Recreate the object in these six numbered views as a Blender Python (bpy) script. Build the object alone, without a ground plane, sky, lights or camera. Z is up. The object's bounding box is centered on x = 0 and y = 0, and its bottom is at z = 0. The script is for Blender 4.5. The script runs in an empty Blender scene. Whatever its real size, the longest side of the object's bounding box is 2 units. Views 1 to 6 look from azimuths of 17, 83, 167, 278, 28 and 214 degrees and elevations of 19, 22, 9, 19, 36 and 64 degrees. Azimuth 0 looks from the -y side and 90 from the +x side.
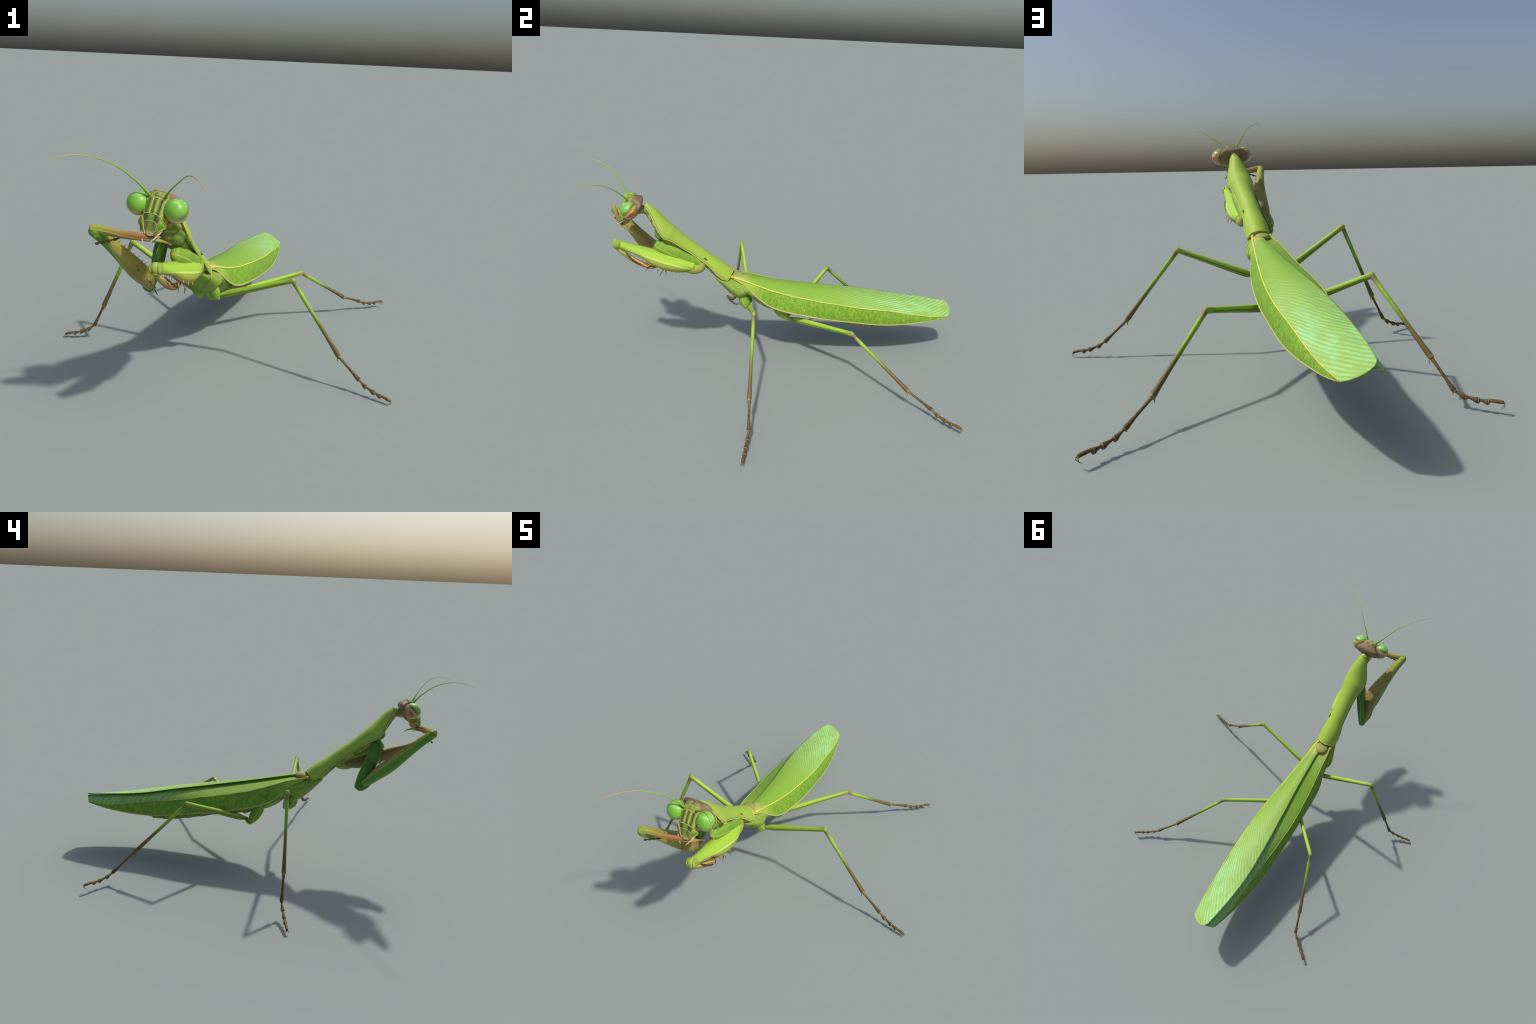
# Praying mantis: procedural model built part by part (lofts, tubes, plates).
import bpy, math, random
import numpy as np
from mathutils import Matrix, Vector
from mathutils.bvhtree import BVHTree

random.seed(7)
rng = np.random.default_rng(7)
V = lambda *a: np.array(a, float)
def unit(v):
    v = np.asarray(v, float)
    return v / np.linalg.norm(v)

# ------------------------------------------------------------------ scene tree
ROOT = bpy.data.objects.new("praying_mantis", None)
ROOT.empty_display_size = 0.1
bpy.context.collection.objects.link(ROOT)
ROOT["label"] = "green praying mantis with folded wings and raised forelegs"
ROOT["category"] = "insect"

def parent_to(o, p):
    o.parent = p
    o.matrix_parent_inverse = p.matrix_world.inverted() if p is not ROOT else Matrix.Identity(4)

def add(name, verts, faces, mats, parent=ROOT, frame=None, smooth=True, mat_idx=None, stuff=False):
    """Mesh object from world-space verts; frame (4x4) gives the object's own axes."""
    me = bpy.data.meshes.new(name)
    vs = np.asarray(verts, float)
    M = Matrix.Identity(4) if frame is None else frame
    Mi = np.array(M.inverted())
    vl = vs @ Mi[:3, :3].T + Mi[:3, 3]
    me.from_pydata([tuple(v) for v in vl], [], [tuple(f) for f in faces])
    if not isinstance(mats, (list, tuple)):
        mats = [mats]
    for m in mats:
        me.materials.append(m)
    if mat_idx is not None:
        me.polygons.foreach_set("material_index", list(mat_idx))
    me.polygons.foreach_set("use_smooth", [smooth] * len(me.polygons))
    me.update()
    ob = bpy.data.objects.new(name, me)
    bpy.context.collection.objects.link(ob)
    ob.matrix_world = M
    bpy.context.view_layer.update()
    parent_to(ob, parent)
    if stuff:
        ob["kind"] = "stuff"
    return ob

def frame_from(origin, zdir, xref):
    z = unit(zdir); x = np.asarray(xref, float); x = unit(x - (x @ z) * z); y = np.cross(z, x)
    M = Matrix.Identity(4)
    for i in range(3):
        M[i][0], M[i][1], M[i][2], M[i][3] = x[i], y[i], z[i], origin[i]
    return M

# ------------------------------------------------------------------ geometry helpers
def catmull(P, m):
    """Catmull-Rom through the rows of P (any columns), m samples."""
    P = np.asarray(P, float)
    Q = np.vstack([2 * P[0] - P[1], P, 2 * P[-1] - P[-2]])
    k = len(P) - 1
    out = []
    for t in np.linspace(0, k - 1e-9, m):
        i = int(t); f = t - i
        a, b, c, d = Q[i:i + 4]
        out.append(0.5 * (2 * b + (c - a) * f + (2 * a - 5 * b + 4 * c - d) * f * f + (3 * b - a - 3 * c + d) * f ** 3))
    return np.array(out)

def grid_faces(n, m, closed=True):
    F = []
    for i in range(n - 1):
        for j in range(m if closed else m - 1):
            k = (j + 1) % m
            F.append((i * m + j, i * m + k, (i + 1) * m + k, (i + 1) * m + j))
    return F

def loft(C, W, H, w, h, ring=28, pw=2.0, round_ends=(0.6, 0.6), section=None):
    """Closed skin over cross-sections.  C centres, W/H axes (n,3), w/h half sizes.
    section(theta, i) -> (a,b) multipliers lets a part have its own profile."""
    C, W, H = (np.asarray(a, float) for a in (C, W, H))
    w = np.asarray(w, float); h = np.asarray(h, float)
    n = len(C)
    T = np.gradient(C, axis=0); T /= np.linalg.norm(T, axis=1)[:, None]
    rows = []
    th = np.linspace(0, 2 * np.pi, ring, endpoint=False)
    def prof(i):
        if section:
            ab = np.array([section(t, i / (n - 1)) for t in th]); return ab[:, 0], ab[:, 1]
        c, s = np.cos(th), np.sin(th)
        return np.sign(c) * np.abs(c) ** (2 / pw), np.sign(s) * np.abs(s) ** (2 / pw)
    def row(i, k=1., off=0.):
        a, b = prof(i)
        return C[i] + T[i] * off + np.outer(a * w[i] * k, W[i]) + np.outer(b * h[i] * k, H[i])
    cap = [(0.97, .22), (0.85, .52), (0.6, .8), (0.3, .95)]
    if round_ends[0] > 0:
        r = min(w[0], h[0]) * round_ends[0]
        for k, o in reversed(cap): rows.append(row(0, k, -o * r))
    for i in range(n): rows.append(row(i))
    if round_ends[1] > 0:
        r = min(w[-1], h[-1]) * round_ends[1]
        for k, o in cap: rows.append(row(n - 1, k, o * r))
    vs = np.vstack(rows); F = grid_faces(len(rows), ring)
    a = len(vs); vs = np.vstack([vs, rows[0].mean(0), rows[-1].mean(0)])
    last = (len(rows) - 1) * ring
    for j in range(ring):
        k = (j + 1) % ring
        F.append((a, k, j)); F.append((a + 1, last + j, last + k))
    return vs, F

def stations(rows, m, wref, href_sign=1.0):
    """rows: (x,y,z,w,h) control stations -> dense centres, axes and sizes."""
    S = catmull(rows, m)
    C = S[:, :3]; T = np.gradient(C, axis=0); T /= np.linalg.norm(T, axis=1)[:, None]
    wref = np.asarray(wref, float)
    W = wref - (T @ wref)[:, None] * T; W /= np.linalg.norm(W, axis=1)[:, None]
    H = np.cross(T, W) * href_sign
    return C, W, H, np.maximum(S[:, 3], 1e-4), np.maximum(S[:, 4], 1e-4)

def limb(name, rows, wref, mat, parent=ROOT, m=None, ring=24, pw=2.0, ends=(0.7, 0.7), section=None):
    m = m or 8 * len(rows)
    C, W, H, w, h = stations(rows, m, wref)
    vs, F = loft(C, W, H, w, h, ring, pw, ends, section)
    fr = frame_from(C[0], C[-1] - C[0], wref)
    ob = add(name, vs, F, mat, parent, fr)
    return ob, (C, W, H, w, h)

def tube_mesh(P, r, ring=8, m=None, flat=1.0, ref=(0, 0, 1)):
    P = np.asarray(P, float); r = np.broadcast_to(np.asarray(r, float), (len(P),))
    m = m or max(12, 6 * len(P))
    rows = np.column_stack([P, r, r * flat])
    C, W, H, w, h = stations(rows, m, ref)
    return loft(C, W, H, w, h, ring, 2.0, (0.5, 0.5))

def join(parts):
    vs, F, o = [], [], 0
    for v, f in parts:
        vs.append(v); F += [tuple(i + o for i in q) for q in f]; o += len(v)
    return np.vstack(vs), F

def ellipsoid(c, r, axes=None, nu=28, nv=18):
    A = np.eye(3) if axes is None else np.array(axes, float)
    rows = []
    for i in range(nv):
        p = np.pi * (i + .5) / nv
        t = np.linspace(0, 2 * np.pi, nu, endpoint=False)
        l = np.column_stack([r[0] * np.sin(p) * np.cos(t), r[1] * np.sin(p) * np.sin(t), np.full(nu, r[2] * np.cos(p))])
        rows.append(np.asarray(c) + l @ A)
    vs = np.vstack(rows); F = grid_faces(nv, nu)
    a = len(vs); vs = np.vstack([vs, np.asarray(c) + r[2] * A[2], np.asarray(c) - r[2] * A[2]])
    for j in range(nu):
        k = (j + 1) % nu
        F.append((a, k, j)); F.append((a + 1, (nv - 1) * nu + j, (nv - 1) * nu + k))
    return vs, F

# ------------------------------------------------------------------ material helpers
def lin(r, g, b):
    f = lambda c: (c / 255 / 12.92) if c / 255 <= .04045 else ((c / 255 + .055) / 1.055) ** 2.4
    return (f(r), f(g), f(b), 1.0)

class Mat:
    def __init__(self, name, rough=0.45, spec=0.3, coat=0.0):
        self.m = bpy.data.materials.new(name); self.m.use_nodes = True
        self.nt = self.m.node_tree; self.bsdf = self.nt.nodes["Principled BSDF"]
        self.bsdf.inputs["Roughness"].default_value = rough if coat else min(.9, rough + .14)
        self.bsdf.inputs["Specular IOR Level"].default_value = spec
        self.bsdf.inputs["Coat Weight"].default_value = coat
        self.bsdf.inputs["Coat Roughness"].default_value = .15
        self._tc = None
    def n(self, t, **k):
        nd = self.nt.nodes.new(t)
        for a, b in k.items(): setattr(nd, a, b)
        return nd
    def put(self, sock, v):
        if hasattr(v, "node"): self.nt.links.new(v, sock)
        else: sock.default_value = v
    def coord(self, kind="Object"):
        if not self._tc: self._tc = self.n("ShaderNodeTexCoord")
        return self._tc.outputs[kind]
    def xyz(self, kind="Object"):
        s = self.n("ShaderNodeSeparateXYZ"); self.put(s.inputs[0], self.coord(kind)); return s.outputs
    def math(self, op, a, b=0.0, c=None, clamp=False):
        nd = self.n("ShaderNodeMath", operation=op, use_clamp=clamp)
        self.put(nd.inputs[0], a); self.put(nd.inputs[1], b)
        if c is not None: self.put(nd.inputs[2], c)
        return nd.outputs[0]
    def vec(self, a=0., b=0., c=0.):
        nd = self.n("ShaderNodeCombineXYZ")
        for s, v in zip(nd.inputs, (a, b, c)): self.put(s, v)
        return nd.outputs[0]
    def step(self, v, a, b):
        """smooth 0..1 as v goes a->b"""
        nd = self.n("ShaderNodeMapRange", interpolation_type="SMOOTHSTEP")
        self.put(nd.inputs[0], v); nd.inputs[1].default_value = a; nd.inputs[2].default_value = b
        if a > b:
            nd.inputs[1].default_value = b; nd.inputs[2].default_value = a
            nd.inputs[3].default_value = 1; nd.inputs[4].default_value = 0
        return nd.outputs[0]
    def mul(self, a, b): return self.math("MULTIPLY", a, b)
    def bump_mask(self, v, c, wd):
        """1 at v=c falling smoothly to 0 at distance wd"""
        d = self.math("ABSOLUTE", self.math("SUBTRACT", v, c))
        return self.step(d, wd, wd * .25)
    def mix(self, f, a, b):
        nd = self.n("ShaderNodeMix", data_type="RGBA")
        self.put(nd.inputs[0], f); self.put(nd.inputs[6], a); self.put(nd.inputs[7], b)
        return nd.outputs[2]
    def noise(self, scale, detail=3., vec=None, rough=.55, dist=0.):
        nd = self.n("ShaderNodeTexNoise")
        self.put(nd.inputs["Vector"], vec if vec is not None else self.coord())
        nd.inputs["Scale"].default_value = scale; nd.inputs["Detail"].default_value = detail
        nd.inputs["Roughness"].default_value = rough; nd.inputs["Distortion"].default_value = dist
        return nd.outputs[0]
    def mapping(self, scale=(1, 1, 1), rot=(0, 0, 0), kind="Object"):
        nd = self.n("ShaderNodeMapping"); self.put(nd.inputs[0], self.coord(kind))
        nd.inputs["Scale"].default_value = scale; nd.inputs["Rotation"].default_value = rot
        return nd.outputs[0]
    def ramp(self, f, stops):
        nd = self.n("ShaderNodeValToRGB"); self.put(nd.inputs[0], f)
        e = nd.color_ramp.elements
        while len(e) < len(stops): e.new(.5)
        for el, (p, c) in zip(e, stops): el.position = p; el.color = c
        return nd.outputs[0]
    def bump(self, h, strength=.3, dist=.002):
        nd = self.n("ShaderNodeBump"); nd.inputs["Strength"].default_value = strength
        nd.inputs["Distance"].default_value = dist; self.put(nd.inputs["Height"], h)
        self.nt.links.new(nd.outputs[0], self.bsdf.inputs["Normal"])
    def out(self, col):
        self.put(self.bsdf.inputs["Base Color"], col); return self.m

def plain(name, rgb, rough=.45, vary=.12, scale=60.):
    M = Mat(name, rough)
    c = lin(*rgb); d = tuple(x * (1 - vary * 2) for x in c[:3]) + (1,)
    return M.out(M.mix(M.step(M.noise(scale), .35, .75), c, d))

CREAM = (214, 206, 128)

def mat_pronotum():
    M = Mat("pronotum_shell", .42)
    n = M.noise(9., 3.); f = M.noise(45., 4.)
    c = M.mix(M.step(n, .45, .75), lin(156, 188, 66), lin(164, 184, 80))
    c = M.mix(M.mul(M.step(f, .55, .8), .35), c, lin(134, 170, 54))
    return M.out(c)

def mat_thorax():
    M = Mat("thorax_shell", .45)
    n = M.noise(14., 3.); k = M.noise(22., 2., M.mapping((1, 1, 1.3), (0.4, 0, 0)))
    c = M.mix(M.step(n, .35, .7), lin(140, 168, 60), lin(116, 150, 50))
    c = M.mix(M.mul(M.step(k, .52, .74), .55), c, lin(156, 144, 92))
    return M.out(c)

def mat_neck():
    M = Mat("neck_skin", .5)
    n = M.noise(38., 3.)
    c = M.ramp(n, [(.3, lin(92, 128, 44)), (.5, lin(128, 148, 66)), (.68, lin(176, 176, 112))])
    return M.out(c)

def mat_coxa(name="coxa_shell", a=(112, 154, 46), b=(146, 180, 64)):
    M = Mat(name, .42)
    g = M.xyz("Generated")
    c = M.mix(M.step(M.noise(12., 2.), .3, .75), lin(*a), lin(*b))
    c = M.mix(M.mul(M.bump_mask(g[0], .42, .05), .8), c, lin(186, 190, 100))
    return M.out(c)

def mat_walk_femur():
    M = Mat("walking_femur_shell", .42)
    g = M.xyz("Generated")
    n = M.math("MULTIPLY_ADD", M.noise(40.), .16, -.08)
    y = M.math("ADD", g[0], n)
    c = M.ramp(y, [(.0, lin(128, 112, 82)), (.17, lin(128, 112, 80)), (.24, lin(172, 190, 76)), (.36, lin(92, 128, 34)), (.48, lin(104, 146, 40)), (.6, lin(160, 194, 66)), (1., lin(158, 194, 62))])
    c = M.mix(M.step(g[2], .86, .97), c, lin(150, 164, 66))
    return M.out(c)

def mat_walk_tibia():
    M = Mat("walking_tibia_shell", .42)
    g = M.xyz("Generated")
    z = M.math("ADD", g[2], M.math("MULTIPLY_ADD", M.noise(30.), .1, -.05))
    c = M.ramp(z, [(0., lin(116, 106, 74)), (.07, lin(128, 124, 74)), (.15, lin(150, 186, 58)), (.4, lin(136, 172, 52)), (.6, lin(112, 108, 54)), (.85, lin(110, 90, 56)), (.965, lin(108, 88, 54)), (.985, lin(150, 136, 62)), (1., lin(136, 126, 62))])
    c = M.mix(M.mul(M.step(g[0], .35, .1), .45), c, lin(86, 92, 44))
    return M.out(c)

def mat_tarsus():
    M = Mat("tarsus_shell", .45)
    n = M.noise(120., 3.)
    g = M.xyz("Generated")
    c = M.mix(M.step(n, .35, .7), lin(110, 88, 52), lin(68, 50, 36))
    c = M.mix(M.mul(M.step(g[2], .35, .02), .6), c, lin(124, 118, 62))
    return M.out(c)

def mat_fore_femur(name, spread):
    """Colours run round the limb: outer face green with cream lines, inner and ventral faces olive."""
    M = Mat(name, .38)
    g = M.xyz("Generated")
    a = M.math("ARCTAN2", M.math("MULTIPLY_ADD", g[1], 2., -1.), M.math("MULTIPLY_ADD", g[0], 2., -1.))
    n = M.math("MULTIPLY_ADD", M.noise(16., 2.), .3, -.15)
    deg = M.math("MULTIPLY_ADD", M.math("ADD", a, n), 180 / math.pi, 0.)
    if spread:      # green only on the outer flank (165..288 degrees)
        d = M.math("ABSOLUTE", M.math("SUBTRACT", M.math("MODULO", M.math("ADD", deg, 720. - 46.), 360.), 180.))
        inner = M.mix(M.step(M.noise(12., 2.), .35, .65), lin(160, 154, 70), lin(142, 132, 66))
        inner = M.mix(M.mul(M.step(g[1], .6, .9), M.step(g[2], .75, .2)), inner, lin(150, 128, 82))
        inner = M.mix(M.step(g[2], .72, .95), inner, lin(160, 164, 72))
        green = M.mix(M.step(d, 50., 10.), lin(108, 150, 52), lin(92, 140, 44))
        c = M.mix(M.step(d, 58., 63.), green, inner)
        c = M.mix(M.mul(M.bump_mask(d, 60., 5.), .8), c, lin(190, 184, 104))
    else:
        u = M.math("MULTIPLY_ADD", deg, 1 / 360., .5)
        st = [(-180, (132, 116, 66)), (-150, (122, 108, 58)), (-60, (112, 106, 48)), (-24, (122, 116, 52)), (-16, (196, 186, 104)), (-8, (186, 172, 88)), (0, (156, 146, 62)), (20, (158, 158, 66)),
              (38, (146, 170, 62)), (46, (120, 162, 54)), (51, (196, 206, 104)), (56, (196, 206, 104)), (62, (152, 192, 62)), (100, (158, 196, 64)), (136, (150, 184, 62)), (154, (146, 132, 66)), (174, (136, 118, 66))]
        c = M.ramp(u, [((x + 180) / 360, lin(*q)) for x, q in st])
        c = M.mix(M.mul(M.step(g[2], .88, .99), .7), c, lin(154, 172, 72))
    return M.out(c)

def mat_fore_tibia():
    M = Mat("foreleg_tibia_shell", .4)
    g = M.xyz("Generated")
    z = M.math("ADD", g[2], M.math("MULTIPLY_ADD", M.noise(50.), .16, -.08))
    c = M.ramp(z, [(0., lin(140, 158, 60)), (.3, lin(150, 144, 64)), (.6, lin(158, 112, 66)), (.8, lin(154, 96, 58)), (1., lin(140, 104, 58))])
    c = M.mix(M.bump_mask(g[0], .55, .1), c, lin(196, 180, 96))
    return M.out(c)

def mat_spine():
    M = Mat("spine_horn", .35)
    g = M.xyz("Generated")
    return M.out(M.ramp(g[2], [(0., lin(176, 160, 66)), (.38, lin(158, 140, 60)), (.5, lin(48, 36, 26)), (1., lin(34, 26, 22))]))

def mat_claw():
    M = Mat("claw_horn", .35)
    g = M.xyz("Generated")
    return M.out(M.ramp(g[2], [(0., lin(120, 92, 52)), (.5, lin(150, 122, 70)), (.8, lin(58, 44, 32)), (1., lin(40, 30, 26))]))

def mat_antenna():
    M = Mat("antenna_shell", .45)
    g = M.xyz("Generated")
    return M.out(M.ramp(g[2], [(0., lin(112, 158, 44)), (.5, lin(132, 178, 52)), (.62, lin(160, 174, 66)), (.72, lin(196, 164, 84)), (1., lin(190, 160, 96))]))

def mat_wing_top():
    M = Mat("wing_membrane", .40, .45)
    o = M.xyz()
    bend = M.noise(7., 2.)
    fine = M.noise(28., 2.)
    # veins run back and inward from the leading vein; angle opens along the wing
    p = M.math("ADD", M.mul(o[0], .86), M.mul(o[1], .47))
    d = M.math("ADD", o[0], .07)
    p = M.math("ADD", p, M.mul(M.mul(d, d), 2.2))
    p = M.math("ADD", p, M.math("MULTIPLY_ADD", bend, .026, -.013))
    p = M.math("ADD", p, M.math("MULTIPLY_ADD", fine, .0022, -.0011))
    p = M.math("ADD", p, M.math("MULTIPLY_ADD", M.noise(13., 2., M.mapping((1.4, .7, 1))), .012, -.006))
    s = M.math("SINE", M.mul(p, 2 * math.pi / .0140))
    s01 = M.math("MULTIPLY_ADD", s, .5, .5)
    amp = M.step(o[1], -.15, .45)
    base = M.mix(M.step(o[1], .05, .6), lin(122, 164, 48), lin(140, 176, 78))
    light = M.mix(M.step(o[1], .2, .7), lin(138, 178, 66), lin(152, 206, 122))
    c = M.mix(M.mul(M.mul(M.step(s01, .25, .85), M.math("MULTIPLY_ADD", amp, .75, .15)), M.step(M.noise(16., 2.), .2, .6)), base, light)
    # cyan highlight of the glossy membrane, painted into the colour toward the tip
    sh = M.mul(M.bump_mask(o[1], .74, .36), M.step(M.noise(11., 3., M.mapping((1.5, .6, 1))), .45, .68))
    c = M.mix(M.mul(sh, M.math("MULTIPLY_ADD", s01, .6, .25)), c, lin(154, 216, 150))
    # tan tint at the wing root
    c = M.mix(M.mul(M.step(o[1], -.12, -.2), M.step(M.noise(24.), .35, .6)), c, lin(176, 172, 96))
    M.bump(s01, .06, .002)
    return M.out(c)

def mat_wing_side():
    M = Mat("wing_costal_field", .42)
    o = M.xyz()
    a = M.noise(60., 3., M.mapping((.8, 1.5, .8), (.5, 0, .4)), .6, 1.2)
    b = M.noise(14., 2.); k = M.noise(90., 2.)
    c = M.mix(M.step(a, .40, .62), lin(102, 144, 40), lin(132, 172, 48))
    c = M.mix(M.mul(M.step(k, .5, .7), .3), c, lin(112, 156, 46))
    c = M.mix(M.mul(M.step(b, .5, .7), .45), c, lin(110, 150, 46))
    c = M.mix(M.mul(M.step(o[1], -.06, -.16), .7), c, lin(160, 186, 72))
    M.bump(a, .3, .003)
    return M.out(c)

def mat_vein(name, a, b):
    M = Mat(name, .42)
    o = M.xyz()
    c = M.mix(M.step(M.noise(20.), .35, .65), lin(*a), lin(*b))
    c = M.mix(M.step(o[1], -.225, -.245), c, lin(206, 172, 72))
    return M.out(c)

def mat_abdomen():
    M = Mat("abdomen_skin", .5)
    n = M.noise(16.)
    c = M.mix(M.step(n, .35, .7), lin(124, 152, 50), lin(104, 138, 44))
    return M.out(c)

def mat_head():
    M = Mat("head_capsule_shell", .40)
    o = M.xyz()
    n1 = M.noise(40., 3.); n2 = M.noise(16., 2., M.mapping((1, 1, 2.5)))
    x, y, z = o[0], o[1], o[2]
    ax = M.math("ABSOLUTE", x)
    wob = M.math("MULTIPLY_ADD", n1, .012, -.006)
    # face: three columns, dark core in each
    cs = M.math("COSINE", M.mul(M.math("ADD", x, M.mul(wob, .25)), 2 * math.pi / .0205))
    face = M.ramp(M.math("MULTIPLY_ADD", cs, .5, .5), [(.0, lin(150, 168, 70)), (.35, lin(112, 148, 48)), (.66, lin(104, 132, 46)), (.86, lin(96, 98, 52)), (1., lin(88, 86, 52))])
    # clypeus: green centre and dark flanks; labrum: tan tip
    cly = M.ramp(M.mul(ax, 28.), [(.0, lin(132, 164, 66)), (.2, lin(126, 160, 62)), (.36, lin(88, 92, 50)), (.6, lin(84, 92, 48)), (.85, lin(120, 150, 56))])
    face = M.mix(M.step(z, -.026, -.032), face, cly)
    lab = M.ramp(M.mul(ax, 40.), [(.0, lin(128, 156, 62)), (.25, lin(120, 142, 62)), (.5, lin(112, 100, 70)), (.9, lin(176, 166, 116))])
    face = M.mix(M.step(z, -.055, -.06), face, lab)
    face = M.mix(M.step(z, -.078, -.092), face, lin(184, 172, 118))
    # cheeks under the eyes
    cheek = M.mix(M.step(n1, .4, .6), lin(110, 146, 52), lin(176, 160, 84))
    face = M.mix(M.step(ax, .033, .038), face, cheek)
    # brown occiput, orange-brown lower back
    brown = M.mix(M.step(n2, .35, .7), lin(134, 114, 90), lin(116, 96, 70))
    low = M.mix(M.step(n1, .35, .65), lin(150, 98, 46), lin(176, 150, 88))
    back = M.mix(M.step(M.math("ADD", z, wob), -.026, -.036), brown, low)
    bound = M.math("ADD", M.math("ADD", y, wob), M.mul(ax, .28))
    c = M.mix(M.step(bound, .010, .004), face, back)
    vert = M.mul(M.step(z, .024, .028), M.step(bound, .004, .010))
    c = M.mix(vert, c, lin(130, 140, 66))
    return M.out(c)

def mat_eye(side):
    """green in front; olive, yellow, red and cream bands toward the back, slanting down-forward"""
    M = Mat("compound_eye_lens", .12, .5, .6)
    o = M.xyz()
    n = M.math("MULTIPLY_ADD", M.noise(45., 2.), .012, -.006)
    t = M.math("ADD", M.math("ADD", o[1], M.mul(o[2], .42)), M.math("SUBTRACT", n, .006))
    inner = M.step(M.mul(o[0], side), .006, -.012)
    t = M.math("ADD", t, M.mul(inner, .02))
    u = M.math("MULTIPLY_ADD", t, 1 / .09, .5)
    c = M.ramp(u, [(.0, lin(176, 132, 92)), (.24, lin(168, 128, 88)), (.32, lin(186, 158, 84)), (.37, lin(204, 182, 80)), (.43, lin(196, 170, 74)), (.48, lin(120, 104, 54)), (.55, lin(104, 122, 52)), (.64, lin(118, 174, 56)), (1., lin(118, 182, 54))])
    # red patch behind the yellow stripe
    red = M.mul(M.mul(M.bump_mask(o[2], -.004, .024), M.bump_mask(t, -.021, .013)), M.step(M.mul(o[0], side), -.02, -.008))
    c = M.mix(red, c, lin(172, 66, 42))
    # painted highlight: upper front of the lens lightened, broken into fine specks
    pale = M.mul(M.step(o[2], .012, .026), M.step(o[1], -.004, .010))
    c = M.mix(M.mul(pale, M.step(M.noise(70.), .3, .65)), c, lin(158, 208, 112))
    low = M.mul(M.step(o[2], -.022, -.034), M.step(M.noise(30.), .2, .5))
    c = M.mix(low, c, lin(196, 176, 96))
    return M.out(c)

# ------------------------------------------------------------------ materials
m_pron = mat_pronotum(); m_thor = mat_thorax(); m_neck = mat_neck()
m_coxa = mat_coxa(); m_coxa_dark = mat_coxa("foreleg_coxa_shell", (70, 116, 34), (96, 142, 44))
m_wfem = mat_walk_femur(); m_wtib = mat_walk_tibia(); m_tar = mat_tarsus()
m_ffemL = mat_fore_femur("foreleg_femur_shell", False); m_ffemR = mat_fore_femur("foreleg_femur_inner_shell", True)
m_ftib = mat_fore_tibia(); m_spine = mat_spine(); m_claw = mat_claw(); m_ant = mat_antenna()
m_wtop = mat_wing_top(); m_wside = mat_wing_side(); m_abd = mat_abdomen(); m_head = mat_head()
m_rim = plain("rim_cream", (196, 194, 104), .45, .1, 50)
m_ridge = mat_vein("leading_vein", (206, 208, 96), (194, 200, 86))
m_ridge2 = mat_vein("leading_vein_shaded", (176, 182, 84), (160, 174, 74))  # right wing's vein, colour dulled because that side lies in shade
m_edge = mat_vein("costal_margin", (186, 180, 112), (176, 176, 98))
m_knee = plain("knee_shell", (146, 172, 66), .42, .12, 40)
m_suture = plain("suture_grey", (142, 132, 88), .6, .12, 40)
m_joint = plain("sternite_joint_brown", (112, 92, 66), .6, .12, 40)
m_groove = plain("rim_groove", (110, 112, 58), .6, .1, 40)
m_dark = plain("groove_dark", (88, 80, 52), .6, .1, 40)
m_tan = plain("soft_joint_skin", (152, 156, 82), .55, .14, 24)
m_palp = plain("palp_skin", (206, 196, 168), .5, .1, 60)
m_ocel = plain("ocellus_lens", (172, 98, 52), .25, .1, 80)
m_ocelbase = plain("ocellus_mound", (112, 150, 54), .4, .1, 80)
m_ridgeface = plain("face_ridge_cream", (196, 190, 110), .45, .08, 90)
m_mand = Mat("mandible_shell", .38)
_g = m_mand.xyz("Generated")
m_mand = m_mand.out(m_mand.mix(m_mand.step(m_mand.noise(60.), .4, .65), lin(126, 174, 54), lin(72, 120, 44)))
m_foretarsus = plain("fore_tarsus_shell", (74, 52, 36), .45, .15, 90)

# ------------------------------------------------------------------ spines (shared cone mesh)
def cone_data():
    n = 9; rows = []
    for zf, r in ((0, 1.), (.25, .82), (.55, .5), (.85, .17)):
        t = np.linspace(0, 2 * np.pi, n, endpoint=False)
        bend = .35 * zf * zf
        rows.append(np.column_stack([r * np.cos(t) + bend, r * np.sin(t), np.full(n, zf)]))
    vs = np.vstack(rows + [[[.35, 0, 1.]]]); F = grid_faces(4, n)
    for j in range(n): F.append((4 * n, 3 * n + (j + 1) % n, 3 * n + j)[::-1])
    me = bpy.data.meshes.new("spine"); me.from_pydata([tuple(v) for v in vs], [], F)
    me.materials.append(m_spine); me.polygons.foreach_set("use_smooth", [True] * len(me.polygons)); me.update()
    return me
CONE = cone_data()
def spine(p, d, length, r, parent, name="spine", ref=(0.3, 1, 0.2)):
    ob = bpy.data.objects.new(name, CONE)
    bpy.context.collection.objects.link(ob)
    M = frame_from(p, d, ref)
    ob.matrix_world = M @ Matrix.Diagonal((r, r, length, 1))
    parent_to(ob, parent)
    return ob

# ================================================================== HEAD
HX, HF, HU = V(.995, .039, -.09), V(.07, -.924, .376), V(.069, .38, .922)
HO = V(-.0125, -.754, .890)
HM = Matrix.Identity(4)
for i in range(3):
    HM[i][0], HM[i][1], HM[i][2], HM[i][3] = HX[i], HF[i], HU[i], HO[i]
def hw(P):
    P = np.atleast_2d(np.asarray(P, float)); return HO + P @ np.stack([HX, HF, HU])
def hadd(name, vs, F, mat, parent, **k): return add(name, hw(vs), F, mat, parent, HM, **k)

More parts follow.
